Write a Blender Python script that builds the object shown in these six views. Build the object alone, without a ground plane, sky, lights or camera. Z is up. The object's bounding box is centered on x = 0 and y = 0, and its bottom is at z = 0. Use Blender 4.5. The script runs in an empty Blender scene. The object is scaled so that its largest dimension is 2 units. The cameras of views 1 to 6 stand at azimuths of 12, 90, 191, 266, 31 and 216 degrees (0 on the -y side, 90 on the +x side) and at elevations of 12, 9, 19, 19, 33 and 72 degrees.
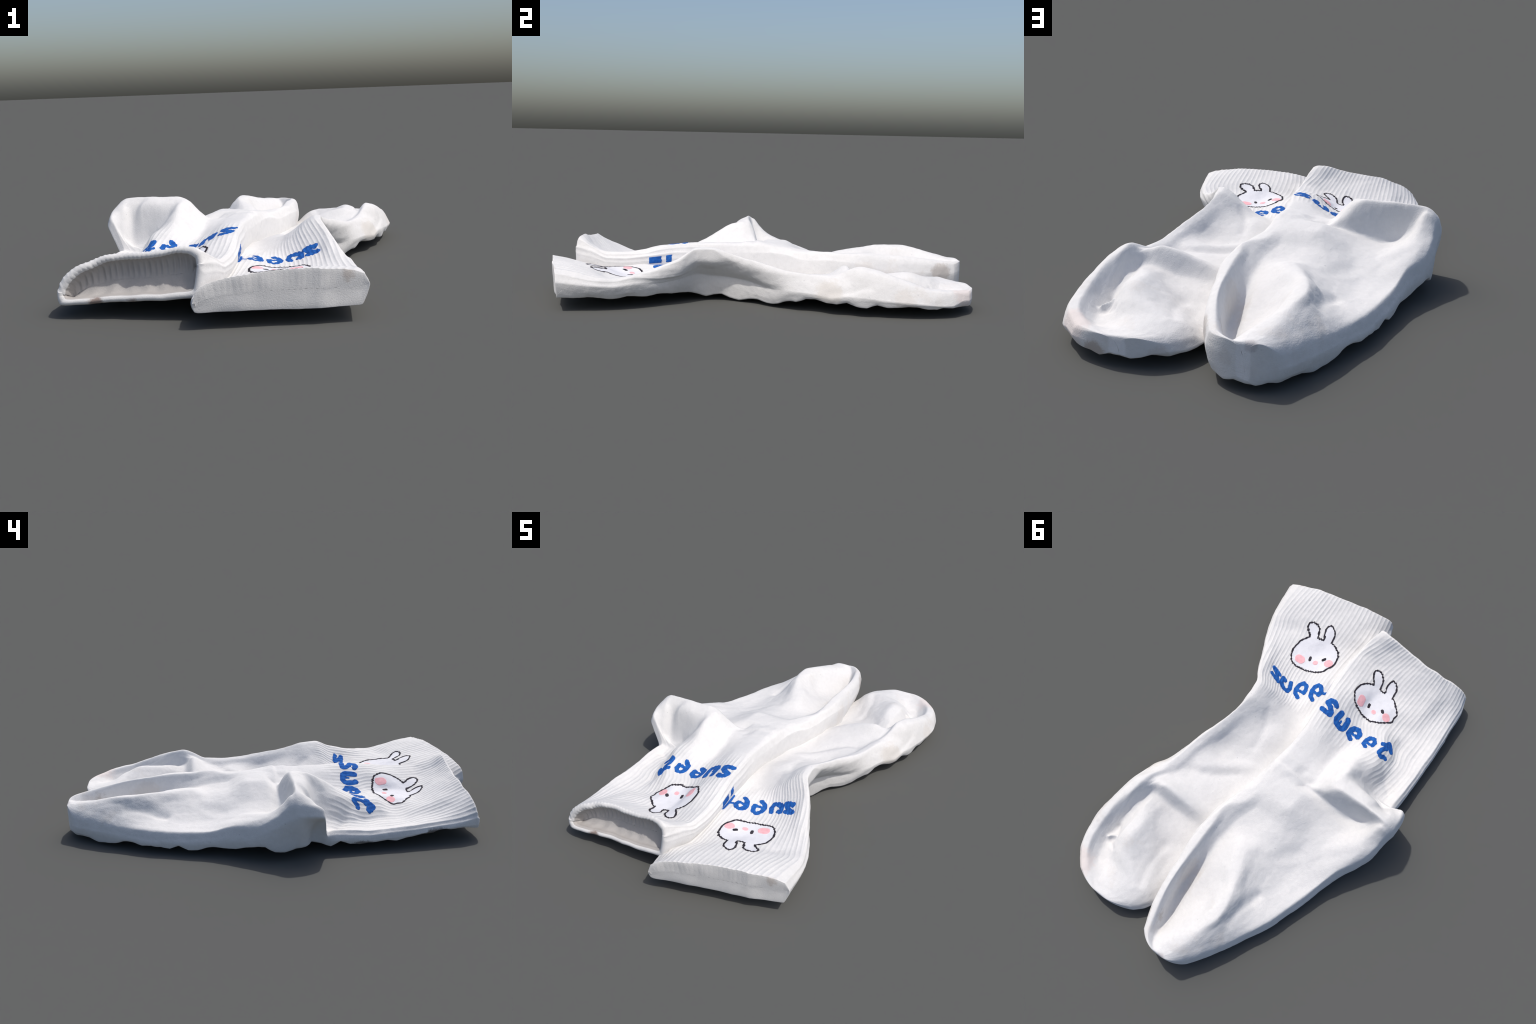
"""A pair of white ribbed ankle socks lying side by side, one lapped over the other.

Each sock is a loft: cross-sections (profiles of the cloth from the left edge to
the right edge, seen from the cuff) placed along the sock, closed underneath,
then given folds, knitted ribs on the cuff and a knitted-in motif and word.
"""
import bpy
import math
import numpy as np
from mathutils import Vector, noise

# ------------------------------------------------------------------ numeric tools


def pchip(x, y, xi):
    """Monotone cubic through (x, y) along axis 0 of y, evaluated at xi."""
    x = np.asarray(x, float)
    y = np.asarray(y, float)
    shape = y.shape
    y = y.reshape(len(x), -1)
    h = np.diff(x)[:, None]
    d = np.diff(y, axis=0) / h
    m = np.zeros_like(y)
    same = d[:-1] * d[1:] > 0
    w1, w2 = 2 * h[1:] + h[:-1], h[1:] + 2 * h[:-1]
    with np.errstate(divide="ignore", invalid="ignore"):
        inner = (w1 + w2) / (w1 / d[:-1] + w2 / d[1:])
    m[1:-1] = np.where(same, np.nan_to_num(inner), 0.0)
    m[0], m[-1] = d[0], d[-1]
    k = np.clip(np.searchsorted(x, xi) - 1, 0, len(x) - 2)
    t = ((xi - x[k]) / (x[k + 1] - x[k]))[:, None]
    hk = h[k]
    out = (y[k] * (1 + 2 * t) * (1 - t) ** 2 + m[k] * hk * t * (1 - t) ** 2
           + y[k + 1] * t * t * (3 - 2 * t) + m[k + 1] * hk * t * t * (t - 1))
    return out.reshape((len(xi),) + shape[1:])


def smoothstep(a, b, v):
    t = np.clip((v - a) / (b - a), 0, 1)
    return t * t * (3 - 2 * t)


def blur(grid, rows, cols):
    """Relax a grid (rows x ring x 3) a little; the ring direction wraps."""
    for _ in range(max(rows, cols)):
        if _ < cols:
            grid = (np.roll(grid, 1, 1) + np.roll(grid, -1, 1) + 2 * grid) / 4
        if _ < rows:
            mid = (grid[:-2] + grid[2:] + 2 * grid[1:-1]) / 4
            grid = np.concatenate([grid[:1], mid, grid[-1:]])
    return grid


def fbm(points, scale, octaves=3):
    return np.array([noise.fractal(Vector(p) * scale, 1.0, 2.0, octaves) for p in points])


def segment_distance(px, py, a, b):
    ax, ay, bx, by = a[0], a[1], b[0], b[1]
    dx, dy = bx - ax, by - ay
    t = np.clip(((px - ax) * dx + (py - ay) * dy) / (dx * dx + dy * dy + 1e-12), 0, 1)
    return np.hypot(px - ax - t * dx, py - ay - t * dy), t


# ------------------------------------------------------------------ cross-sections
# section: (y at the left edge, y at the right edge, [(x, z) across the upper cloth])
# The first and last points are where the cloth is widest; below them the side turns
# under to the hem line given in UNDER.


def section(left, right, profile, bow=0.0, tuck=0.0, flare=1.0):
    """bow: the top edge curves forward; tuck: the hem lies further along the sock;
    flare: the left side stays tucked in and swells out only near the top."""
    return left, right, profile, bow, tuck, flare


def hem(y, left, right):
    return (y, *left, *right)


UPPER_SOCK = [
    section(left=-.885, right=-.872, profile=[(-.475, .095), (-.46, .13), (-.42, .172), (-.35, .202), (-.28, .221), (-.19, .227), (-.10, .238), (-.02, .251), (.02, .248), (.045, .235), (.053, .20)], bow=.032),
    section(left=-.80, right=-.80, profile=[(-.50, .09), (-.48, .115), (-.42, .15), (-.33, .183), (-.25, .195), (-.15, .19), (-.05, .19), (.02, .205), (.058, .208), (.073, .185)]),
    section(left=-.72, right=-.72, profile=[(-.505, .085), (-.485, .105), (-.42, .12), (-.34, .145), (-.25, .145), (-.15, .14), (-.05, .147), (.02, .17), (.072, .182), (.088, .155)]),
    section(left=-.65, right=-.65, profile=[(-.51, .08), (-.49, .10), (-.42, .102), (-.34, .118), (-.25, .118), (-.187, .114), (-.134, .117), (-.07, .139), (.02, .172), (.075, .182), (.092, .155)]),
    section(left=-.55, right=-.55, profile=[(-.518, .075), (-.50, .095), (-.44, .083), (-.372, .08), (-.30, .09), (-.24, .107), (-.19, .122), (-.154, .121), (-.117, .125), (-.077, .155), (0, .185), (.06, .191), (.088, .165)]),
    section(left=-.47, right=-.47, profile=[(-.52, .075), (-.50, .092), (-.44, .078), (-.37, .078), (-.31, .115), (-.26, .138), (-.22, .138), (-.15, .132), (-.10, .152), (-.03, .195), (.04, .212), (.066, .205), (.078, .175)]),
    section(left=-.39, right=-.39, profile=[(-.522, .07), (-.50, .09), (-.44, .08), (-.39, .085), (-.345, .128), (-.30, .158), (-.24, .146), (-.15, .14), (-.10, .162), (-.069, .18), (.009, .218), (.05, .222), (.066, .185)]),
    section(left=-.31, right=-.31, profile=[(-.522, .075), (-.50, .098), (-.45, .082), (-.405, .092), (-.365, .138), (-.32, .182), (-.265, .192), (-.16, .152), (-.1, .175), (-.04, .21), (.02, .226), (.046, .222), (.058, .185)]),
    section(left=-.23, right=-.23, profile=[(-.52, .08), (-.50, .10), (-.45, .085), (-.40, .10), (-.36, .145), (-.31, .205), (-.25, .238), (-.20, .20), (-.15, .165), (-.10, .19), (-.04, .22), (.02, .228), (.04, .222), (.052, .185)]),
    section(left=-.195, right=-.195, profile=[(-.52, .08), (-.50, .095), (-.46, .09), (-.41, .105), (-.36, .15), (-.31, .212), (-.255, .26), (-.20, .225), (-.15, .178), (-.10, .198), (-.04, .22), (.02, .228), (.04, .222), (.052, .185)]),
    section(left=-.178, right=-.152, profile=[(-.576, .19), (-.555, .222), (-.515, .165), (-.46, .11), (-.40, .13), (-.35, .19), (-.30, .235), (-.255, .28), (-.20, .235), (-.15, .185), (-.10, .202), (-.04, .222), (.02, .228), (.04, .22), (.05, .185)], tuck=.045, flare=2.8),
    section(left=-.125, right=-.112, profile=[(-.59, .205), (-.567, .255), (-.525, .266), (-.48, .228), (-.435, .276), (-.36, .288), (-.30, .29), (-.255, .297), (-.20, .25), (-.15, .20), (-.10, .21), (-.04, .224), (.02, .228), (.043, .22), (.053, .185)], tuck=.012, flare=2.4),
    section(left=-.09, right=-.082, profile=[(-.592, .21), (-.572, .262), (-.52, .292), (-.46, .29), (-.41, .304), (-.34, .304), (-.29, .306), (-.25, .303), (-.20, .258), (-.15, .208), (-.10, .212), (-.04, .225), (.02, .23), (.045, .22), (.055, .185)], flare=1.8),
    section(left=-.062, right=-.062, profile=[(-.593, .21), (-.572, .265), (-.52, .306), (-.45, .312), (-.37, .310), (-.29, .312), (-.24, .294), (-.20, .25), (-.15, .208), (-.10, .208), (-.04, .229), (.02, .236), (.048, .222), (.058, .185)]),
    section(left=-.034, right=-.02, profile=[(-.585, .20), (-.565, .26), (-.525, .29), (-.47, .21), (-.41, .165), (-.34, .215), (-.25, .258), (-.20, .23), (-.14, .20), (-.09, .212), (-.03, .23), (.02, .233), (.05, .222), (.063, .19)]),
    section(left=-.008, right=-.008, profile=[(-.58, .19), (-.56, .24), (-.52, .255), (-.46, .19), (-.38, .157), (-.30, .178), (-.22, .196), (-.14, .200), (-.08, .225), (-.03, .238), (.02, .24), (.05, .225), (.065, .19)]),
    section(left=.045, right=.045, profile=[(-.572, .16), (-.552, .20), (-.51, .207), (-.45, .182), (-.38, .162), (-.30, .176), (-.22, .20), (-.14, .226), (-.07, .232), (0, .233), (.045, .226), (.072, .192)]),
    section(left=.12, right=.12, profile=[(-.545, .12), (-.53, .158), (-.50, .176), (-.44, .175), (-.36, .158), (-.28, .168), (-.20, .20), (-.13, .226), (-.03, .225), (.04, .218), (.085, .188)]),
    section(left=.22, right=.22, profile=[(-.495, .10), (-.475, .146), (-.44, .15), (-.38, .14), (-.30, .142), (-.22, .165), (-.15, .18), (-.08, .18), (-.01, .182), (.05, .205), (.092, .20), (.112, .165)]),
    section(left=.32, right=.32, profile=[(-.465, .08), (-.445, .115), (-.40, .112), (-.33, .112), (-.25, .132), (-.17, .155), (-.10, .163), (-.04, .160), (.02, .158), (.07, .185), (.108, .207), (.135, .17)]),
    section(left=.40, right=.40, profile=[(-.443, .07), (-.42, .105), (-.38, .103), (-.32, .105), (-.25, .122), (-.17, .16), (-.10, .189), (-.06, .184), (-.01, .158), (.035, .142), (.07, .165), (.100, .203), (.122, .20), (.142, .165)]),
    section(left=.50, right=.50, profile=[(-.412, .065), (-.39, .102), (-.35, .105), (-.30, .110), (-.25, .126), (-.19, .16), (-.135, .196), (-.09, .188), (-.05, .158), (0, .135), (.035, .12), (.072, .17), (.095, .204), (.125, .198), (.146, .155)]),
    section(left=.60, right=.60, profile=[(-.378, .06), (-.358, .102), (-.32, .112), (-.28, .124), (-.24, .15), (-.20, .192), (-.172, .207), (-.11, .165), (-.06, .125), (0, .108), (.035, .078), (.058, .09), (.075, .17), (.090, .198), (.112, .190), (.128, .165), (.134, .13)]),
    section(left=.70, right=.70, profile=[(-.328, .065), (-.312, .10), (-.285, .12), (-.25, .145), (-.22, .178), (-.19, .208), (-.15, .20), (-.10, .132), (-.05, .098), (0, .085), (.03, .052), (.052, .058), (.068, .14), (.083, .190), (.102, .182), (.116, .158), (.121, .12)]),
    section(left=.80, right=.80, profile=[(-.281, .07), (-.266, .11), (-.238, .14), (-.20, .172), (-.16, .192), (-.11, .162), (-.06, .112), (-.01, .078), (.015, .055), (.035, .07), (.05, .14), (.066, .178), (.083, .173), (.098, .15), (.102, .115)]),
    section(left=.88, right=.88, profile=[(-.236, .07), (-.22, .115), (-.19, .145), (-.14, .172), (-.10, .164), (-.06, .142), (-.02, .108), (.002, .085), (.018, .105), (.032, .15), (.045, .166), (.062, .162), (.077, .138), (.08, .105)]),
    section(left=.945, right=.945, profile=[(-.193, .07), (-.178, .115), (-.15, .145), (-.11, .16), (-.07, .155), (-.035, .138), (-.012, .132), (.008, .148), (.025, .158), (.042, .152), (.053, .11)]),
]
# hem under the left and right sides: (y, left inset, left z, right inset, right z)
UPPER_UNDER = [
    hem(y=-.885, left=(.01, .043), right=(.02, .08)), hem(y=-.80, left=(.004, .066), right=(.015, .08)), hem(y=-.67, left=(0, .06), right=(.015, .075)),
    hem(y=-.55, left=(0, .045), right=(.015, .075)), hem(y=-.41, left=(0, .03), right=(.012, .075)), hem(y=-.27, left=(0, .05), right=(.01, .075)),
    hem(y=-.20, left=(0, .042), right=(.008, .07)), hem(y=-.165, left=(.072, .05), right=(.006, .07)), hem(y=-.118, left=(.055, .048), right=(.006, .07)), hem(y=-.086, left=(.035, .045), right=(.006, .07)),
    hem(y=.03, left=(.005, .047), right=(.006, .065)), hem(y=.12, left=(0, .058), right=(.006, .065)), hem(y=.26, left=(0, .046), right=(.006, .06)),
    hem(y=.40, left=(0, .033), right=(.008, .055)), hem(y=.54, left=(0, .034), right=(.012, .045)), hem(y=.64, left=(0, .026), right=(.022, .036)),
    hem(y=.73, left=(.004, .034), right=(.03, .03)), hem(y=.84, left=(.012, .016), right=(.028, .024)), hem(y=.94, left=(.02, .01), right=(.02, .018)),
]

LOWER_SOCK = [
    section(left=-.99, right=-.84, profile=[(.042, .095), (.058, .135), (.12, .165), (.164, .175), (.214, .181), (.29, .189), (.37, .191), (.473, .187), (.536, .177), (.572, .165), (.592, .13)], tuck=.008),
    section(left=-.93, right=-.76, profile=[(.02, .09), (.07, .128), (.15, .158), (.25, .168), (.35, .174), (.45, .178), (.53, .168), (.565, .15), (.583, .12)]),
    section(left=-.86, right=-.67, profile=[(.01, .09), (.07, .122), (.15, .138), (.22, .148), (.274, .155), (.363, .155), (.45, .15), (.52, .145), (.55, .138), (.567, .11)]),
    section(left=-.78, right=-.60, profile=[(.02, .085), (.08, .10), (.15, .118), (.22, .132), (.278, .138), (.35, .13), (.42, .125), (.49, .132), (.525, .135), (.545, .105)]),
    section(left=-.68, right=-.52, profile=[(.03, .085), (.07, .10), (.12, .12), (.17, .125), (.21, .118), (.26, .109), (.32, .112), (.38, .118), (.43, .132), (.475, .146), (.498, .145), (.51, .11)]),
    section(left=-.56, right=-.42, profile=[(.03, .09), (.07, .12), (.12, .128), (.17, .115), (.22, .104), (.28, .106), (.34, .122), (.38, .143), (.42, .175), (.443, .177), (.455, .14), (.44, .105)]),
    section(left=-.42, right=-.345, profile=[(.02, .095), (.06, .122), (.12, .122), (.18, .108), (.23, .106), (.274, .12), (.33, .162), (.37, .195), (.395, .210), (.41, .198), (.412, .16), (.385, .115)]),
    section(left=-.33, right=-.275, profile=[(.01, .10), (.05, .118), (.10, .112), (.15, .118), (.20, .14), (.25, .18), (.30, .228), (.34, .25), (.362, .245), (.366, .205), (.335, .15), (.315, .125)]),
    section(left=-.24, right=-.21, profile=[(0, .10), (.04, .118), (.09, .124), (.15, .145), (.20, .165), (.25, .198), (.30, .236), (.333, .252), (.357, .245), (.358, .205), (.315, .145), (.285, .115)]),
    section(left=-.14, right=-.14, profile=[(0, .095), (.03, .112), (.08, .13), (.15, .152), (.22, .165), (.27, .188), (.32, .222), (.348, .234), (.36, .21), (.325, .15), (.285, .11)]),
    section(left=-.04, right=-.04, profile=[(0, .09), (.04, .108), (.10, .12), (.18, .138), (.25, .142), (.31, .16), (.35, .197), (.372, .206), (.383, .18), (.36, .13), (.325, .10)]),
    section(left=.06, right=.06, profile=[(0, .09), (.05, .105), (.12, .108), (.20, .108), (.28, .112), (.34, .135), (.383, .178), (.403, .183), (.42, .155), (.415, .11), (.40, .08)]),
    section(left=.16, right=.16, profile=[(.02, .08), (.06, .092), (.13, .095), (.20, .102), (.27, .118), (.33, .132), (.38, .142), (.41, .16), (.43, .163), (.455, .125), (.468, .085)]),
    section(left=.26, right=.26, profile=[(.04, .075), (.08, .09), (.15, .102), (.22, .118), (.28, .125), (.34, .125), (.39, .13), (.425, .152), (.448, .157), (.478, .12), (.502, .08)]),
    section(left=.315, right=.315, profile=[(.05, .07), (.09, .085), (.15, .102), (.22, .120), (.28, .130), (.34, .136), (.385, .138), (.42, .143), (.455, .158), (.49, .145), (.522, .11), (.538, .075)]),
    section(left=.385, right=.385, profile=[(.065, .065), (.10, .08), (.16, .108), (.22, .138), (.28, .162), (.34, .182), (.385, .190), (.42, .180), (.455, .172), (.478, .185), (.51, .15), (.553, .085)]),
    section(left=.44, right=.44, profile=[(.08, .06), (.11, .068), (.17, .08), (.23, .09), (.30, .10), (.35, .118), (.39, .130), (.43, .135), (.462, .178), (.486, .202), (.515, .19), (.548, .135), (.57, .085)]),
    section(left=.50, right=.50, profile=[(.08, .055), (.12, .058), (.17, .066), (.22, .076), (.28, .09), (.33, .108), (.375, .136), (.41, .142), (.442, .122), (.468, .145), (.495, .192), (.525, .183), (.558, .13), (.579, .08)]),
    section(left=.58, right=.58, profile=[(.08, .05), (.12, .05), (.17, .056), (.22, .07), (.27, .095), (.32, .128), (.37, .155), (.405, .148), (.438, .115), (.465, .105), (.492, .142), (.52, .168), (.545, .155), (.57, .115), (.587, .075)]),
    section(left=.66, right=.66, profile=[(.08, .045), (.12, .048), (.17, .06), (.22, .09), (.27, .116), (.32, .142), (.37, .164), (.41, .152), (.438, .105), (.465, .075), (.495, .105), (.527, .145), (.552, .138), (.575, .105), (.591, .07)]),
    section(left=.74, right=.74, profile=[(.08, .045), (.11, .052), (.16, .078), (.21, .104), (.26, .118), (.31, .134), (.36, .14), (.40, .122), (.435, .08), (.465, .065), (.50, .098), (.527, .122), (.55, .118), (.57, .09), (.58, .06)]),
    section(left=.82, right=.82, profile=[(.10, .05), (.13, .08), (.17, .108), (.22, .12), (.27, .118), (.32, .11), (.36, .092), (.40, .072), (.44, .065), (.475, .085), (.505, .113), (.53, .11), (.55, .08), (.558, .055)]),
    section(left=.88, right=.88, profile=[(.13, .05), (.15, .08), (.19, .10), (.24, .107), (.29, .104), (.34, .094), (.38, .086), (.42, .09), (.46, .105), (.488, .10), (.51, .07)]),
    section(left=.91, right=.91, profile=[(.160, .055), (.18, .08), (.22, .097), (.28, .10), (.33, .096), (.38, .093), (.42, .099), (.452, .10), (.47, .09), (.482, .065)]),
]
LOWER_UNDER = [
    hem(y=-.92, left=(.005, .06), right=(.025, .056)), hem(y=-.80, left=(.005, .055), right=(.03, .055)), hem(y=-.65, left=(.01, .05), right=(.03, .040)), hem(y=-.50, left=(.01, .05), right=(.02, .052)),
    hem(y=-.34, left=(.01, .05), right=(.04, .038)), hem(y=-.25, left=(.01, .05), right=(.02, .022)), hem(y=-.12, left=(.01, .04), right=(.01, .012)), hem(y=-.02, left=(.01, .03), right=(.01, .012)),
    hem(y=.08, left=(.01, .03), right=(.015, .002)), hem(y=.14, left=(.01, .03), right=(.02, .04)), hem(y=.19, left=(.01, .04), right=(.015, .058)), hem(y=.28, left=(.01, .04), right=(.01, .048)),
    hem(y=.43, left=(.01, .04), right=(.012, .046)), hem(y=.54, left=(.01, .04), right=(.012, .054)), hem(y=.76, left=(.01, .035), right=(.015, .044)), hem(y=.84, left=(.01, .035), right=(.02, .03)), hem(y=.90, left=(.01, .035), right=(.02, .034)),
    hem(y=.945, left=(.02, .045), right=(.02, .04)),
]

# ridge lines that run along each sock: (y, x); cross-sections are matched along them
UPPER_RIDGES = [
    [(-.88, -.28), (-.55, -.25), (-.47, -.255), (-.39, -.30), (-.31, -.285), (-.23, -.255), (-.09, -.255), (-.03, -.23), (.045, -.15), (.12, -.13), (.22, -.115),
     (.32, -.10), (.40, -.10), (.50, -.135), (.60, -.172), (.70, -.19), (.80, -.16), (.88, -.135), (.95, -.10)],
    [(-.88, -.01), (-.72, .06), (-.55, .05), (-.39, .035), (-.20, .01), (.03, .02), (.12, .035), (.22, .06), (.32, .105), (.40, .103), (.50, .098), (.60, .093),
     (.70, .086), (.80, .069), (.88, .048), (.95, .026)],
]
LOWER_RIDGES = [
    [(-.92, .30), (-.49, .27), (-.30, .22), (-.04, .24), (.16, .29), (.26, .33), (.385, .37), (.44, .40), (.50, .405), (.58, .375), (.66, .37), (.74, .35), (.82, .27), (.92, .27)],
    [(-.92, .50), (-.77, .52), (-.49, .43), (-.38, .395), (-.30, .343), (-.22, .335), (-.14, .348), (-.04, .37), (.06, .40), (.16, .425), (.26, .445), (.315, .455),
     (.385, .478), (.44, .487), (.50, .50), (.58, .518), (.66, .53), (.74, .53), (.82, .51), (.88, .475), (.92, .45)],
]
MATCH = (.46, .82)

N_TOP, N_WALL, N_UNDER, N_LONG = 300, 26, 14, 460


def resample(points, n, marks):
    """Smooth curve through the profile points, spaced mainly by width, with the
    ridge lines (marks) always at the same place along the curve."""
    p = np.asarray(points, float)
    step = np.abs(np.diff(p[:, 0])) + 0.35 * np.abs(np.diff(p[:, 1]))
    t = np.concatenate([[0], np.cumsum(step)])
    t /= t[-1]
    fine = np.linspace(0, 1, 2000)
    x = pchip(t, p, fine)[:, 0]
    at = [fine[np.argmax(x >= m)] for m in marks]
    want = np.interp(np.linspace(0, 1, n), (0, *MATCH, 1), (0, *at, 1))
    soft = want.copy()
    for _ in range(300):
        soft[1:-1] = (soft[:-2] + soft[2:] + 2 * soft[1:-1]) / 4
    return pchip(t, p, soft)


def ring(section, under, ridges):
    """One closed ring: underside middle, left hem, left side, top, right side, right hem."""
    y_left, y_right, profile, bow, tuck, flare = section
    ym = 0.5 * (y_left + y_right)
    u = np.array([np.interp(ym, [r[0] for r in under], [r[k] for r in under]) for k in range(1, 5)])
    top = resample(profile, N_TOP, [np.interp(ym, *zip(*r)) for r in ridges])
    left, right = top[0], top[-1]
    hem_l = np.array([left[0] + u[0], u[1]])
    hem_r = np.array([right[0] - u[2], u[3]])
    mid = np.array([(left[0] + right[0]) / 2, 0.5 * (u[1] + u[3])])

    def line(a, b, n, bulge=0.0, power=1.0):
        t = np.linspace(0, 1, n, endpoint=False)[:, None]
        q = a + (b - a) * np.hstack([t ** power, t])
        q[:, 0] += bulge * 4 * (t * (1 - t))[:, 0]
        return q

    r = np.concatenate([line(mid, hem_l, N_UNDER), line(hem_l, left, N_WALL, -.004, flare), top,
                        line(right, hem_r, N_WALL + 1, .004)[1:], line(hem_r, mid, N_UNDER)])
    x0, x1 = profile[0][0], profile[-1][0]
    f = np.clip((r[:, 0] - x0) / (x1 - x0), -.1, 1.1)
    y = y_left + (y_right - y_left) * f
    arch = np.zeros(len(r))
    arch[N_UNDER + N_WALL:N_UNDER + N_WALL + N_TOP] = np.sin(np.linspace(0, math.pi, N_TOP)) ** .7
    low = np.zeros(len(r))
    low[:N_UNDER] = low[-N_UNDER:] = 1
    low[N_UNDER:N_UNDER + N_WALL] = 1 - np.linspace(0, 1, N_WALL) ** flare
    low[N_UNDER + N_WALL + N_TOP:-N_UNDER] = np.linspace(0, 1, len(r) - 2 * N_UNDER - N_WALL - N_TOP)
    return np.stack([r[:, 0], y + bow * arch + tuck * low, r[:, 1]], 1)


def loft(sections, under, ridges):
    rings = np.stack([ring(s, under, ridges) for s in sections])
    s = np.array([0.5 * (a[0] + a[1]) for a in sections])
    fine = np.linspace(s[0], s[-1], N_LONG)
    grid = pchip(s, rings, fine)
    grid = blur(grid, 3, 3)
    end = blur(grid, 10, 6)
    w = smoothstep(N_LONG - 30, N_LONG - 8, np.arange(N_LONG))[:, None, None]
    return grid * (1 - w) + end * w, fine


def normals_of(grid):
    du = np.gradient(grid, axis=0)
    dv = (np.roll(grid, -1, 1) - np.roll(grid, 1, 1))
    n = np.cross(dv, du)
    n /= np.linalg.norm(n, axis=-1, keepdims=True) + 1e-12
    return n


def fold(grid, path, width, height, sharp=2.0):
    """Raise (or sink) the upper cloth along a path given in plan."""
    px, py = grid[..., 0], grid[..., 1]
    best = np.full(px.shape, 9.0)
    for a, b in zip(path[:-1], path[1:]):
        d, _ = segment_distance(px, py, a, b)
        best = np.minimum(best, d)
    top = slice(N_UNDER + N_WALL, N_UNDER + N_WALL + N_TOP)
    w = np.exp(-(best / width) ** sharp)
    edge = np.ones(grid.shape[1]) * 0
    k = np.linspace(0, 1, N_TOP)
    edge[top] = smoothstep(0, .05, k) * smoothstep(0, .05, 1 - k)
    grid[..., 2] += height * w * edge


RIB_PITCH, RIB_HEIGHT = .0205, .0020


def rib_phase(grid, row):
    ringrow = grid[row]
    step = np.linalg.norm(np.roll(ringrow, -1, 0) - ringrow, axis=1)
    arc = np.concatenate([[0], np.cumsum(step)[:-1]])
    return 2 * math.pi * arc / RIB_PITCH


# ------------------------------------------------------------------ knitted-in motif
# Drawn in plan over each cuff: a rabbit's head in outline and the word "sweet".


def pen(width, *points):
    return width, list(points)


UPPER_MOTIF = dict(
    outline=[(-.075, -.646), (-.063, -.639), (-.053, -.633), (-.040, -.617), (-.029, -.595), (-.026, -.569), (-.028, -.543), (-.041, -.524),
             (-.057, -.503), (-.079, -.491), (-.105, -.485), (-.119, -.481), (-.146, -.481), (-.172, -.479), (-.193, -.491), (-.210, -.500),
             (-.227, -.519), (-.244, -.538), (-.255, -.551), (-.252, -.572), (-.255, -.594), (-.238, -.615), (-.223, -.628), (-.204, -.645),
             (-.186, -.654), (-.183, -.674), (-.183, -.692), (-.171, -.709), (-.156, -.720), (-.141, -.722), (-.133, -.709), (-.131, -.691),
             (-.132, -.677), (-.141, -.664), (-.139, -.653), (-.128, -.651), (-.112, -.651), (-.107, -.668), (-.104, -.686), (-.097, -.698),
             (-.080, -.714), (-.060, -.722), (-.048, -.718), (-.039, -.708), (-.041, -.693), (-.054, -.672), (-.067, -.660)],
    eyes=[pen(.013, (-.117, -.552), (-.121, -.538)), pen(.016, (-.186, -.565), (-.191, -.560))],
    nose=pen(.022, (-.155, -.533), (-.157, -.532)),
    cheeks=[pen(.034, (-.075, -.545), (-.081, -.520)), pen(.038, (-.218, -.551), (-.222, -.546))],
    letters=[
        [pen(.026, (-.009, -.415), (.006, -.425), (.024, -.420), (.032, -.401), (.009, -.389), (-.007, -.374), (-.010, -.356), (.010, -.355), (.034, -.357))],
        [pen(.026, (-.048, -.408), (-.046, -.366), (-.055, -.349), (-.080, -.343), (-.092, -.348), (-.097, -.363), (-.094, -.391), (-.089, -.406)), pen(.010, (-.070, -.352), (-.068, -.374))],
        [pen(.025, (-.150, -.341), (-.129, -.354), (-.127, -.380), (-.137, -.399), (-.159, -.405), (-.174, -.389), (-.173, -.370)), pen(.014, (-.173, -.370), (-.151, -.370), (-.134, -.373))],
        [pen(.021, (-.232, -.347), (-.216, -.358), (-.216, -.385), (-.225, -.405), (-.244, -.411), (-.257, -.396), (-.255, -.375)), pen(.015, (-.255, -.375), (-.238, -.373), (-.224, -.376))],
        [pen(.021, (-.290, -.414), (-.306, -.422), (-.314, -.444)), pen(.021, (-.314, -.444), (-.329, -.431), (-.342, -.414)),
         pen(.021, (-.321, -.423), (-.303, -.385), (-.300, -.362), (-.318, -.351), (-.330, -.366), (-.340, -.365)), pen(.022, (-.306, -.422), (-.316, -.407))],
    ])
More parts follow.
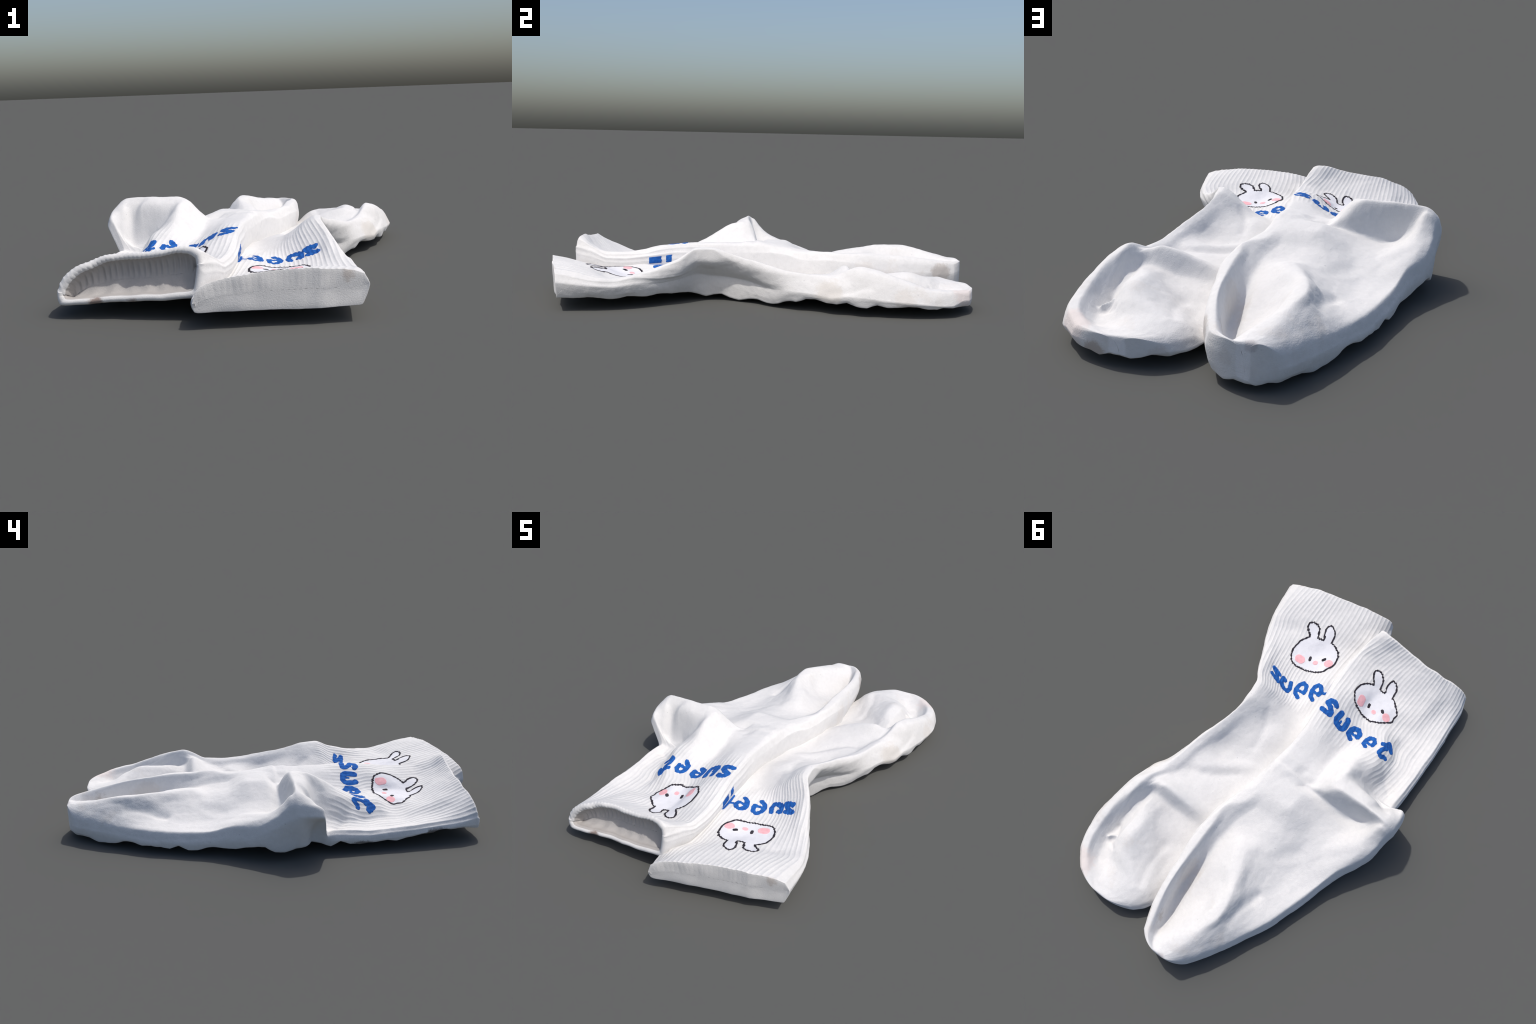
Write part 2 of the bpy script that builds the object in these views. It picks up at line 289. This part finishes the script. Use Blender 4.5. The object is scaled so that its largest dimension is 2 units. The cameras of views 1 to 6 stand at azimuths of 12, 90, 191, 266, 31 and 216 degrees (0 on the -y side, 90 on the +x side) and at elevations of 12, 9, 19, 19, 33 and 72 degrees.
LOWER_MOTIF = dict(
    outline=[(.336, -.672), (.349, -.651), (.363, -.628), (.366, -.594), (.367, -.571), (.356, -.540), (.339, -.518), (.324, -.508),
             (.297, -.506), (.269, -.514), (.254, -.513), (.233, -.524), (.203, -.534), (.181, -.549), (.170, -.560), (.161, -.585),
             (.150, -.606), (.148, -.626), (.156, -.665), (.173, -.687), (.206, -.704), (.227, -.706), (.231, -.722), (.235, -.743),
             (.245, -.758), (.265, -.772), (.281, -.773), (.290, -.760), (.290, -.741), (.280, -.717), (.272, -.709), (.267, -.694),
             (.272, -.690), (.298, -.685), (.302, -.698), (.309, -.706), (.313, -.720), (.322, -.730), (.338, -.738), (.352, -.737),
             (.365, -.735), (.377, -.723), (.376, -.705), (.366, -.697), (.359, -.688), (.345, -.681)],
    eyes=[pen(.014, (.269, -.587), (.265, -.574)), pen(.014, (.209, -.609), (.203, -.619))],
    nose=pen(.022, (.231, -.579), (.234, -.577)),
    cheeks=[pen(.042, (.312, -.548), (.301, -.549)), pen(.038, (.173, -.611), (.176, -.606))],
    letters=[
        [pen(.017, (.327, -.409), (.347, -.416), (.371, -.419), (.354, -.408), (.329, -.390), (.310, -.369), (.330, -.373), (.357, -.383))],
        [pen(.021, (.293, -.406), (.306, -.411), (.301, -.389), (.288, -.373), (.271, -.366), (.251, -.366), (.249, -.388), (.259, -.406), (.264, -.416))],
        [pen(.021, (.189, -.373), (.211, -.382), (.224, -.407), (.223, -.435), (.212, -.456), (.191, -.451), (.182, -.431), (.179, -.411)), pen(.015, (.179, -.411), (.200, -.408), (.211, -.408))],
        [pen(.022, (.122, -.403), (.141, -.414), (.153, -.444), (.153, -.469), (.142, -.485), (.124, -.481), (.111, -.462), (.114, -.442)), pen(.015, (.114, -.442), (.132, -.442), (.142, -.444))],
        [pen(.021, (.080, -.520), (.076, -.47), (.064, -.415)), pen(.015, (.076, -.475), (.098, -.462))],
    ])
STITCH = .0022


def stroke_field(px, py, strokes):
    f = np.full(px.shape, 9.0)
    for width, pts in strokes:
        for a, b in zip(pts[:-1], pts[1:]):
            f = np.minimum(f, segment_distance(px, py, a, b)[0] - width / 2)
    return f


def inside_field(px, py, loop):
    """Signed distance to a closed outline, negative inside."""
    d = np.full(px.shape, 9.0)
    odd = np.zeros(px.shape, bool)
    for a, b in zip(loop, loop[1:] + loop[:1]):
        d = np.minimum(d, segment_distance(px, py, a, b)[0])
        if a[1] != b[1]:
            cross = ((a[1] > py) != (b[1] > py)) & (px < (b[0] - a[0]) * (py - a[1]) / (b[1] - a[1]) + a[0])
            odd ^= cross
    return np.where(odd, -d, d)


def knit_shape(field, box, jag, surface, lift, seed):
    """Cut a flat shape (field < 0) into stitches and lay it on the cloth."""
    x0, x1, y0, y1 = box
    nx, ny = int((x1 - x0) / STITCH) + 2, int((y1 - y0) / STITCH) + 2
    gx, gy = np.meshgrid(x0 + STITCH * np.arange(nx), y0 + STITCH * np.arange(ny), indexing="ij")
    tri = np.abs(((gx / (RIB_PITCH * .55)) % 1.0) - .5) * 2 - .5
    wob = np.array([[noise.noise(Vector((x * 110, y * 60, seed))) for y in gy[0]] for x in gx[:, 0]])
    f = field(gx + jag * .4 * wob, gy + jag * (tri + wob))
    index, pts, faces = {}, [], []

    def vertex(key, x, y):
        if key not in index:
            index[key] = len(pts)
            pts.append((x, y))
        return index[key]

    for i in range(nx - 1):
        for j in range(ny - 1):
            corner = [(i, j), (i + 1, j), (i + 1, j + 1), (i, j + 1)]
            vals = [f[c] for c in corner]
            if min(vals) >= 0:
                continue
            poly = []
            for k in range(4):
                c, d = corner[k], corner[(k + 1) % 4]
                if vals[k] < 0:
                    poly.append(vertex(c, gx[c], gy[c]))
                if (vals[k] < 0) != (vals[(k + 1) % 4] < 0):
                    t = vals[k] / (vals[k] - vals[(k + 1) % 4])
                    poly.append(vertex((min(c, d), max(c, d)), gx[c] + t * (gx[d] - gx[c]), gy[c] + t * (gy[d] - gy[c])))
            if len(poly) > 2:
                faces.append(poly)
    verts, good = [], []
    for x, y in pts:
        hit = surface.ray_cast(Vector((x, y, 1)), Vector((0, 0, -1)))
        good.append(hit[0] is not None)
        n = hit[1] if hit[0] is not None else Vector((0, 0, 1))
        n = n if n.z > 0 else -n
        verts.append((hit[0] if hit[0] is not None else Vector((x, y, 0))) + n * lift)
    faces = [p for p in faces if all(good[q] for q in p)]
    # turn the rim down into the cloth
    count = {}
    for p in faces:
        for a, b in zip(p, p[1:] + p[:1]):
            count[(a, b)] = count.get((a, b), 0) + 1
    low = {}
    for (a, b) in list(count):
        if (b, a) not in count:
            for q in (a, b):
                if q not in low:
                    low[q] = len(verts)
                    verts.append(verts[q] - Vector((0, 0, lift + .003)))
            faces.append([b, a, low[a], low[b]])
    return verts, faces


# ------------------------------------------------------------------ materials


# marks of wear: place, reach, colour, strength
STAINS = [
    ((.07, .87, .11), .085, (.36, .31, .27), .55), ((.40, .94, .03), .07, (.33, .25, .19), .6), ((.50, .90, .10), .13, (.70, .59, .55), .5),
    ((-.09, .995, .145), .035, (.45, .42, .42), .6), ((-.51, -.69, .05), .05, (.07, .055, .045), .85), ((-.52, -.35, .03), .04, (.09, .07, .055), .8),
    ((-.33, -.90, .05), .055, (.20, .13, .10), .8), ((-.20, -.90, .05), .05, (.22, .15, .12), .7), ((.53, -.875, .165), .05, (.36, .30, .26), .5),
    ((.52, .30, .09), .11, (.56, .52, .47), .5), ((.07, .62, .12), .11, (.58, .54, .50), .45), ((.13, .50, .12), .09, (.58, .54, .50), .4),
    ((.55, .62, .07), .10, (.56, .52, .48), .45), ((.20, .93, .04), .06, (.52, .47, .43), .45), ((-.02, .97, .10), .05, (.55, .52, .49), .4),
]


def cloth_material(name, base, ribbed=False, dirt=0.0):
    m = bpy.data.materials.new(name)
    m.use_nodes = True
    t = m.node_tree
    n, l = t.nodes, t.links
    b = n["Principled BSDF"]
    b.inputs["Roughness"].default_value = .92
    b.inputs["Specular IOR Level"].default_value = .15
    b.inputs["Sheen Weight"].default_value = .08
    b.inputs["Sheen Roughness"].default_value = .6
    co = n.new("ShaderNodeTexCoord")

    def tex(scale, detail, rough=.55):
        q = n.new("ShaderNodeTexNoise")
        q.inputs["Scale"].default_value = scale
        q.inputs["Detail"].default_value = detail
        q.inputs["Roughness"].default_value = rough
        l.new(co.outputs["Object"], q.inputs["Vector"])
        return q

    def ramp(src, stops):
        r = n.new("ShaderNodeValToRGB")
        e = r.color_ramp.elements
        while len(e) < len(stops):
            e.new(.5)
        for k, (p, c) in zip(e, stops):
            k.position, k.color = p, (*c, 1)
        l.new(src, r.inputs["Fac"])
        return r

    def mix(kind, fac, a, c):
        x = n.new("ShaderNodeMix")
        x.data_type, x.blend_type = "RGBA", kind
        for s, v in (("Factor", fac),):
            if isinstance(v, float):
                x.inputs[0].default_value = v
            else:
                l.new(v, x.inputs[0])
        for i, v in ((6, a), (7, c)):
            if isinstance(v, tuple):
                x.inputs[i].default_value = (*v, 1)
            else:
                l.new(v, x.inputs[i])
        return x.outputs[2]

    broad = ramp(tex(3.2, 3).outputs["Fac"], [(.3, tuple(c * f for c, f in zip(base, (.97, .975, .985)))), (.7, base)])
    fine = ramp(tex(55, 4, .7).outputs["Fac"], [(.35, (.955, .955, .955)), (.6, (1, 1, 1))])
    col = mix("MULTIPLY", 1.0, broad.outputs["Color"], fine.outputs["Color"])
    # pills of lint: small sparse grey specks
    v = n.new("ShaderNodeTexVoronoi")
    v.inputs["Scale"].default_value = 26
    l.new(co.outputs["Object"], v.inputs["Vector"])
    size = n.new("ShaderNodeMath")
    size.operation = "MULTIPLY_ADD"
    pick = n.new("ShaderNodeSeparateColor")
    l.new(v.outputs["Color"], pick.inputs[0])
    l.new(pick.outputs[0], size.inputs[0])
    size.inputs[1].default_value, size.inputs[2].default_value = .30, -.17
    less = n.new("ShaderNodeMath")
    less.operation = "SUBTRACT"
    l.new(size.outputs[0], less.inputs[0])
    l.new(v.outputs["Distance"], less.inputs[1])
    speck = n.new("ShaderNodeMapRange")
    speck.inputs["From Min"].default_value, speck.inputs["From Max"].default_value = 0, .06
    speck.inputs["To Max"].default_value = .5 if not ribbed else .25
    l.new(less.outputs[0], speck.inputs["Value"])
    col = mix("MIX", speck.outputs[0], col, (.42, .42, .43))
    if dirt:
        d = ramp(tex(7, 5, .65).outputs["Fac"], [(.56, (0, 0, 0)), (.74, (dirt, dirt, dirt))])
        col = mix("MIX", d.outputs["Color"], col, (.55, .49, .43))
    rough = tex(38, 5, .75)
    for place, reach, tint, strength in STAINS:
        d = n.new("ShaderNodeVectorMath")
        d.operation = "DISTANCE"
        l.new(co.outputs["Object"], d.inputs[0])
        d.inputs[1].default_value = place
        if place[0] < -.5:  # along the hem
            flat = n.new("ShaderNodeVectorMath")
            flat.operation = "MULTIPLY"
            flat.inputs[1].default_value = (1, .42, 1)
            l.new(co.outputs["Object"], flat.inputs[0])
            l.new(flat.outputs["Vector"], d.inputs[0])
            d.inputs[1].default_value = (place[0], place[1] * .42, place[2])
        near = n.new("ShaderNodeMapRange")
        near.inputs["From Min"].default_value, near.inputs["From Max"].default_value = reach, reach * .2
        l.new(d.outputs["Value"], near.inputs["Value"])
        patchy = n.new("ShaderNodeMath")
        patchy.operation = "ADD"
        l.new(near.outputs[0], patchy.inputs[0])
        l.new(rough.outputs["Fac"], patchy.inputs[1])
        edge = n.new("ShaderNodeMapRange")
        edge.interpolation_type = "SMOOTHSTEP"
        edge.inputs["From Min"].default_value, edge.inputs["From Max"].default_value = .85, 1.25
        edge.inputs["To Max"].default_value = strength
        l.new(patchy.outputs[0], edge.inputs["Value"])
        col = mix("MIX", edge.outputs[0], col, tint)
    l.new(col, b.inputs["Base Color"])
    # knit grain
    bump = n.new("ShaderNodeBump")
    bump.inputs["Strength"].default_value = .5
    bump.inputs["Distance"].default_value = .002
    l.new(tex(230, 3, .6).outputs["Fac"], bump.inputs["Height"])
    l.new(bump.outputs[0], b.inputs["Normal"])
    return m


def yarn_material(name, dark, light):
    m = bpy.data.materials.new(name)
    m.use_nodes = True
    t = m.node_tree
    b = t.nodes["Principled BSDF"]
    b.inputs["Roughness"].default_value = .9
    b.inputs["Specular IOR Level"].default_value = .15
    co = t.nodes.new("ShaderNodeTexCoord")
    q = t.nodes.new("ShaderNodeTexNoise")
    q.inputs["Scale"].default_value = 70
    q.inputs["Detail"].default_value = 4
    t.links.new(co.outputs["Object"], q.inputs["Vector"])
    r = t.nodes.new("ShaderNodeValToRGB")
    r.color_ramp.elements[0].position, r.color_ramp.elements[0].color = .35, (*dark, 1)
    r.color_ramp.elements[1].position, r.color_ramp.elements[1].color = .65, (*light, 1)
    t.links.new(q.outputs["Fac"], r.inputs["Fac"])
    t.links.new(r.outputs["Color"], b.inputs["Base Color"])
    return m


WHITE = (.685, .677, .668)
MAT = {
    "cuff": cloth_material("white_rib_knit", WHITE, ribbed=True),
    "foot": cloth_material("white_plain_knit", WHITE),
    "heel": cloth_material("white_heel_knit", WHITE),
    "toe": cloth_material("white_toe_knit", WHITE, dirt=.35),
    "lining": cloth_material("shade_darkened_lining_knit", (.42, .40, .385), ribbed=True),  # white knit darkened to grey to carry the shadow inside the cuff mouth
    "blue": yarn_material("blue_yarn", (.012, .075, .30), (.018, .12, .42)),
    "black": yarn_material("charcoal_yarn", (.02, .018, .025), (.045, .04, .05)),
    "pink": yarn_material("pink_yarn", (.78, .40, .43), (.83, .47, .50)),
    "face": cloth_material("white_motif_knit", (.72, .72, .75), ribbed=True),
}

# ------------------------------------------------------------------ mesh building


def link(name, data, parent=None):
    o = bpy.data.objects.new(name, data)
    bpy.context.scene.collection.objects.link(o)
    if parent:
        o.parent = parent
    return o


def make_mesh(verts, faces, normals, material):
    me = bpy.data.meshes.new("part")
    me.from_pydata([tuple(v) for v in verts], [], faces)
    me.materials.append(material)
    me.shade_smooth()
    if normals is not None:
        me.normals_split_custom_set_from_vertices([tuple(v) for v in normals])
    return me


def split_parts(verts, faces, region, parent, materials, seam):
    """Cut one smooth body into named parts whose borders coincide."""
    whole = bpy.data.meshes.new("whole")
    whole.from_pydata([tuple(v) for v in verts], [], faces)
    whole.shade_smooth()
    nrm = np.empty(len(verts) * 3, np.float32)
    whole.vertex_normals.foreach_get("vector", nrm)
    nrm = nrm.reshape(-1, 3)
    bpy.data.meshes.remove(whole)
    top = int(np.argmax(verts[:, 2]))
    assert nrm[top][2] > 0, "body is inside out"
    cols = (len(verts) - 1) // (max(a for a, _ in seam) + 1)
    for edge, beside in seam:
        n = nrm[beside * cols:(beside + 1) * cols].mean(0)
        nrm[edge * cols:(edge + 1) * cols] = n / np.linalg.norm(n)
    nrm[-1] = nrm[-2]
    fa = np.array([(f + f[-1:])[:4] if len(f) == 3 else f for f in faces])
    for name in dict.fromkeys(region):
        pick = np.array([r == name for r in region])
        sub = fa[pick]
        used = np.unique(sub)
        remap = np.full(len(verts), -1)
        remap[used] = np.arange(len(used))
        fs = [tuple(dict.fromkeys(remap[list(f)].tolist())) for f in sub]
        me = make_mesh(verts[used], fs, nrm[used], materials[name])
        me.name = name
        link(name, me, parent)


def hem_teeth(v, seed):
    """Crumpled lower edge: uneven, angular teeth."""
    k = math.floor(v / .042)
    f = v / .042 - k
    a, b = (noise.noise(Vector((seed * 3.1, q * 7.3, 1.7))) for q in (k, k + 1))
    return .020 * (a + (b - a) * f)


# smaller creases laid over the loft: path in plan, width, height
UPPER_FOLDS = [
    ([(-.45, -.25), (-.38, -.30), (-.33, -.36)], .02, -.008),
    ([(-.30, .25), (-.20, .36), (-.12, .40)], .03, -.006),
    ([(-.26, .52), (-.235, .62), (-.225, .70)], .022, -.012),
]
LOWER_FOLDS = [
    ([(.53, .30), (.548, .39), (.552, .47)], .012, -.010),
    ([(.44, .70), (.462, .712), (.468, .722)], .009, .022),
    ([(.41, .755), (.445, .735), (.44, .69), (.462, .655)], .010, -.008),
    ([(.33, .20), (.24, .12), (.15, .05)], .028, .007),
    ([(.36, .24), (.27, .20), (.18, .12)], .022, -.006),
    ([(.24, -.20), (.20, -.12), (.19, -.03)], .022, -.007),
    ([(.235, .60), (.225, .72), (.20, .80)], .022, -.006),
]


class Sock:
    def __init__(self, sections, under, ridges, rib_end, folds, seed, motif, rib_sides):
        self.grid, self.s = loft(sections, under, ridges)
        g = self.grid
        for path, width, height in folds:
            fold(g, path, width, height)
        brim = (1 - smoothstep(0, 16, np.arange(N_LONG)))[:, None]
        g[..., 1] += brim * np.array([noise.noise(Vector((x * 6, seed, 0))) * .010 + noise.noise(Vector((x * 19, seed, 3))) * .005 for x in g[0, :, 0]])[None]
        n = normals_of(g)
        flat = g.reshape(-1, 3)
        lump = fbm(flat + seed, 8, 3).reshape(g.shape[:2]) * .0032
        fuzz = fbm(flat + seed, 60, 2).reshape(g.shape[:2]) * .0005
        phase = rib_phase(g, int(N_LONG * .12))
        end = rib_end(g[..., 0])
        mask = 1 - smoothstep(end - .05, end + .05, g[..., 1])
        rib = mask * RIB_HEIGHT * (np.cos(phase)[None] * .5 + .25 * np.cos(phase)[None] ** 2)
        face = inside_field(g[..., 0], g[..., 1], motif["outline"])
        rib *= smoothstep(-.004, .006, face)
        k = np.arange(g.shape[1]) - N_UNDER - N_WALL
        reach = smoothstep(-rib_sides[0] * N_WALL - 6, -rib_sides[0] * N_WALL + 6, k) * (1 - smoothstep(N_TOP + rib_sides[1] * N_WALL - 6, N_TOP + rib_sides[1] * N_WALL + 6, k))
        rib *= reach[None] * (.75 + .5 * (fbm(flat * (1, .25, 1) + 2 * seed, 22, 1).reshape(g.shape[:2])))
        ragged = np.array([noise.noise(Vector((seed, y * 8, 0))) * .008 * smoothstep(-.9, -.7, y) + hem_teeth(y, seed) * smoothstep(-.88, -.70, y) for y in g[:, 0, 1]])
        k = np.arange(g.shape[1])
        under_w = 1 - smoothstep(N_UNDER + 2, N_UNDER + 14, k) * smoothstep(N_UNDER + 2, N_UNDER + 14, g.shape[1] - k)
        g = g + n * (lump + fuzz + rib)[..., None]
        g[..., 2] += ragged[:, None] * under_w[None]
        self.grid = g
        self.normal = normals_of(g)


upper = Sock(UPPER_SOCK, UPPER_UNDER, UPPER_RIDGES, lambda x: -.27 + .07 * smoothstep(-.25, -.45, x), UPPER_FOLDS, 3.0, UPPER_MOTIF, (.7, .3))
lower = Sock(LOWER_SOCK, LOWER_UNDER, LOWER_RIDGES, lambda x: -.28 - .05 * smoothstep(.3, .1, x), LOWER_FOLDS, 11.0, LOWER_MOTIF, (0, -.2))


def body(sock, parent, is_open, region_of, tip):
    g = sock.grid
    rows, cols = g.shape[:2]
    layers = [g]
    kinds = []
    # rounded toe: the last ring closes on itself in a few shrinking rings
    last = g[-1]
    start, tip = tip
    for a in np.linspace(start, math.pi / 2, 24)[1:-1]:
        f = max(math.cos(a), 0.0) / math.cos(start)
        v = (a - start) / (math.pi / 2 - start)
        r = last.copy()
        top = slice(N_UNDER + N_WALL, N_UNDER + N_WALL + N_TOP)
        crown = np.quantile(r[top, 2], .9)
        level = np.minimum(r[top, 2], crown)
        flat = smoothstep(0, .75, v) * smoothstep(0, .12, np.linspace(0, 1, N_TOP)) * smoothstep(0, .12, np.linspace(1, 0, N_TOP))
        r[top, 2] = level + (crown - level) * flat
        r = squeeze(r, math.sqrt(max(1 - v ** 5, 0.0)), 0.0)
        c = .5 * (last[:, 0].max() + last[:, 0].min())
        r[:, 0] = c + (last[:, 0] - c) * f
        r[:, 1] = last[:, 1].mean() + tip * (math.sin(a) - math.sin(start))
        low = np.ones(len(r))
        low[N_UNDER:N_UNDER + N_WALL] = np.linspace(1, 0, N_WALL) ** 2
        low[top] = 0
        low[N_UNDER + N_WALL + N_TOP:-N_UNDER] = np.linspace(0, 1, len(r) - 2 * N_UNDER - N_WALL - N_TOP) ** 2
        r[:, 2] += low * smoothstep(0, .3, v) * (1 - smoothstep(.9, 1, v)) * np.array([hem_teeth(q * 1.3 + 9, tip) for q in r[:, 0]])
        layers.append(r[None])
    front = g[0]
    cf = front.mean(0)
    pre = []
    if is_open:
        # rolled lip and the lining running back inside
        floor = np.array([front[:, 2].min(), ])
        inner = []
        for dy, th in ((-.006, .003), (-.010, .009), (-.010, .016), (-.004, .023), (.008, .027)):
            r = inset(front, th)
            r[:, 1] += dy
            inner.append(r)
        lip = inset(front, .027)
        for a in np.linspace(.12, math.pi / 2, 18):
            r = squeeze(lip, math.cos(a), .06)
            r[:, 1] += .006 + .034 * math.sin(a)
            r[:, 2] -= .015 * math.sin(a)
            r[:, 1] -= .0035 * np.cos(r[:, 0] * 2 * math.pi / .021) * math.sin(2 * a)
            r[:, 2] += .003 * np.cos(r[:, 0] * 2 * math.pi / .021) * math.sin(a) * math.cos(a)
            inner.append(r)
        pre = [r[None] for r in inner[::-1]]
    else:
        for f in (0, .2, .4, .6, .8, .93, .98):
            r = squeeze(front, f)
            sag = np.array([noise.noise(Vector((p[0] * 9, p[2] * 14, 4))) for p in r]) * .010
            r[:, 1] += (1 - f ** 3) * .4 * sag - (1 - f ** 8) * .002
            pre.append(r[None])
    allg = np.concatenate(pre + layers)
    n_pre = len(pre)
    R = len(allg)
    verts = allg.reshape(-1, 3)
    faces, region = [], []
    for i in range(R - 1):
        for j in range(cols):
            k = (j + 1) % cols
            faces.append((i * cols + j, i * cols + k, (i + 1) * cols + k, (i + 1) * cols + j))
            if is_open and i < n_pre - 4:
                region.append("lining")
            else:
                q = g[min(max(i - n_pre, 0), rows - 1), j]
                region.append(region_of(q[0], q[1]))
    verts = np.vstack([verts, allg[-1].mean(0)])
    for j in range(cols):
        faces.append(((R - 1) * cols + j, (R - 1) * cols + (j + 1) % cols, len(verts) - 1))
        region.append("toe")
    seam = [(0, 1)] + [(R - 1 - q, R - 5) for q in range(3)]
    split_parts(verts, faces, region, parent, MAT, seam)


def squeeze(r, f, narrow=.03):
    """Close a ring towards its middle line, keeping width: a soft flat end."""
    half = len(r) // 2
    n0 = N_UNDER + N_WALL
    top, low = r[n0:n0 + N_TOP], np.concatenate([r[n0 + N_TOP:], r[:n0]])
    to, lo = np.argsort(top[:, 0]), np.argsort(low[:, 0])
    mid_z = .5 * (np.interp(r[:, 0], top[to, 0], top[to, 2]) + np.interp(r[:, 0], low[lo, 0], low[lo, 2]))
    mid_y = .5 * (np.interp(r[:, 0], top[to, 0], top[to, 1]) + np.interp(r[:, 0], low[lo, 0], low[lo, 1]))
    q = r.copy()
    q[:, 2] = mid_z + (r[:, 2] - mid_z) * f
    q[:, 1] = mid_y + (r[:, 1] - mid_y) * f
    c = r[:, 0].mean()
    q[:, 0] = c + (r[:, 0] - c) * (1 - narrow * (1 - f))
    return q


def inset(r, d):
    """Shrink a ring inwards by the thickness of the cloth."""
    mid = squeeze(r, 0.0, 0.0)
    q = r.copy()
    dz = r[:, 2] - mid[:, 2]
    q[:, 2] = mid[:, 2] + np.sign(dz) * np.maximum(np.abs(dz) - d, .001)
    c, half = .5 * (r[:, 0].max() + r[:, 0].min()), .5 * np.ptp(r[:, 0])
    q[:, 0] = c + (r[:, 0] - c) * (1 - d / half)
    return q


def inset_floor(r):
    return r[:, 2].min() + .012


def sock_root(label):
    e = bpy.data.objects.new("sock", None)
    bpy.context.scene.collection.objects.link(e)
    e["label"] = label
    e["category"] = "sock"
    return e


root_upper = sock_root("white ribbed ankle sock, open cuff, blue word and rabbit face")
root_lower = sock_root("white ribbed ankle sock lying under its mate, rabbit face")


def upper_region(x, y):
    if y < -.16 and not (x < -.36 and y > -.21):
        return "cuff" if y < -.27 + (.06 if x < -.3 else 0) else ("heel" if x < -.33 else "foot")
    if x < -.30 + .9 * abs(y + .09) and y < .10:
        return "heel"
    return "toe" if y > .62 else "foot"


def lower_region(x, y):
    if y < -.27:
        return "cuff"
    if x < .16 and y < 0:
        return "heel"
    return "toe" if y > .6 else "foot"


body(upper, root_upper, True, upper_region, (.6, .115))
body(lower, root_lower, False, lower_region, (.85, .17))


# ------------------------------------------------------------------ motif on the cloth
from mathutils.bvhtree import BVHTree


def upper_cloth(sock):
    """Search tree over the upper side of the cuff."""
    g = sock.grid[: int(N_LONG * .45), N_UNDER + N_WALL - 4:N_UNDER + N_WALL + N_TOP + 4]
    r, c = g.shape[:2]
    v = g.reshape(-1, 3)
    fs = [(i * c + j, i * c + j + 1, (i + 1) * c + j + 1, (i + 1) * c + j) for i in range(r - 1) for j in range(c - 1)]
    return BVHTree.FromPolygons([tuple(q) for q in v], fs)


def bounds(points, pad):
    q = np.array(points)
    return q[:, 0].min() - pad, q[:, 0].max() + pad, q[:, 1].min() - pad, q[:, 1].max() + pad


def stitch(name, parent, material, field, points, pad, jag, surface, lift, seed):
    v, f = knit_shape(field, bounds(points, pad), jag, surface, lift, seed)
    me = bpy.data.meshes.new(name)
    me.from_pydata([tuple(q) for q in v], [], f)
    me.materials.append(material)
    me.shade_smooth()
    return link(name, me, parent)


def knit_motif(sock, motif, root, seed):
    cloth = upper_cloth(sock)
    loop = motif["outline"]
    head = stitch("rabbit_head", root, MAT["face"], lambda x, y: inside_field(x, y, loop), loop, .01, .001, cloth, .0006, seed)
    ring_pen = [pen(.0078, *loop, loop[0])]
    stitch("outline", head, MAT["black"], lambda x, y: stroke_field(x, y, ring_pen), loop, .02, .0042, cloth, .0015, seed)
    for kind, strokes, mat, jag in (("eye", motif["eyes"], "black", .0015), ("nose", [motif["nose"]], "pink", .001), ("cheek", motif["cheeks"], "pink", .001)):
        for q in strokes:
            stitch(kind, head, MAT[mat], lambda x, y: stroke_field(x, y, [q]), q[1], .03, jag, cloth, .0013, seed)
    for strokes in motif["letters"]:
        pts = [p for q in strokes for p in q[1]]
        stitch("letter", root, MAT["blue"], lambda x, y: stroke_field(x, y, strokes), pts, .02, .0022, cloth, .0013, seed)


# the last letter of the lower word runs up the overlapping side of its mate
g = upper.grid
j0 = N_UNDER + N_WALL + N_TOP + 1
for y0, y1 in ((-.525, -.458), (-.446, -.412)):
    rows = [i for i in range(N_LONG) if y0 < g[i, j0, 1] < y1]
    cols = range(j0, j0 + 11)
    vs, fs = [], []
    for i in rows:
        for j in cols:
            p = g[i, j] + upper.normal[i, j] * (.0015 if rows[0] < i < rows[-1] and j0 < j < j0 + 10 else -.003)
            vs.append(tuple(p + np.array([0, .004 * noise.noise(Vector((i * .1, j * 1.3, 2))), 0])))
    w = len(cols)
    fs = [(a * w + b, a * w + b + 1, (a + 1) * w + b + 1, (a + 1) * w + b) for a in range(len(rows) - 1) for b in range(w - 1)]
    me = bpy.data.meshes.new("letter")
    me.from_pydata(vs, [], [f[::-1] for f in fs])
    me.materials.append(MAT["blue"])
    me.shade_smooth()
    link("letter", me, root_lower)

knit_motif(upper, UPPER_MOTIF, root_upper, 2.0)
knit_motif(lower, LOWER_MOTIF, root_lower, 7.0)
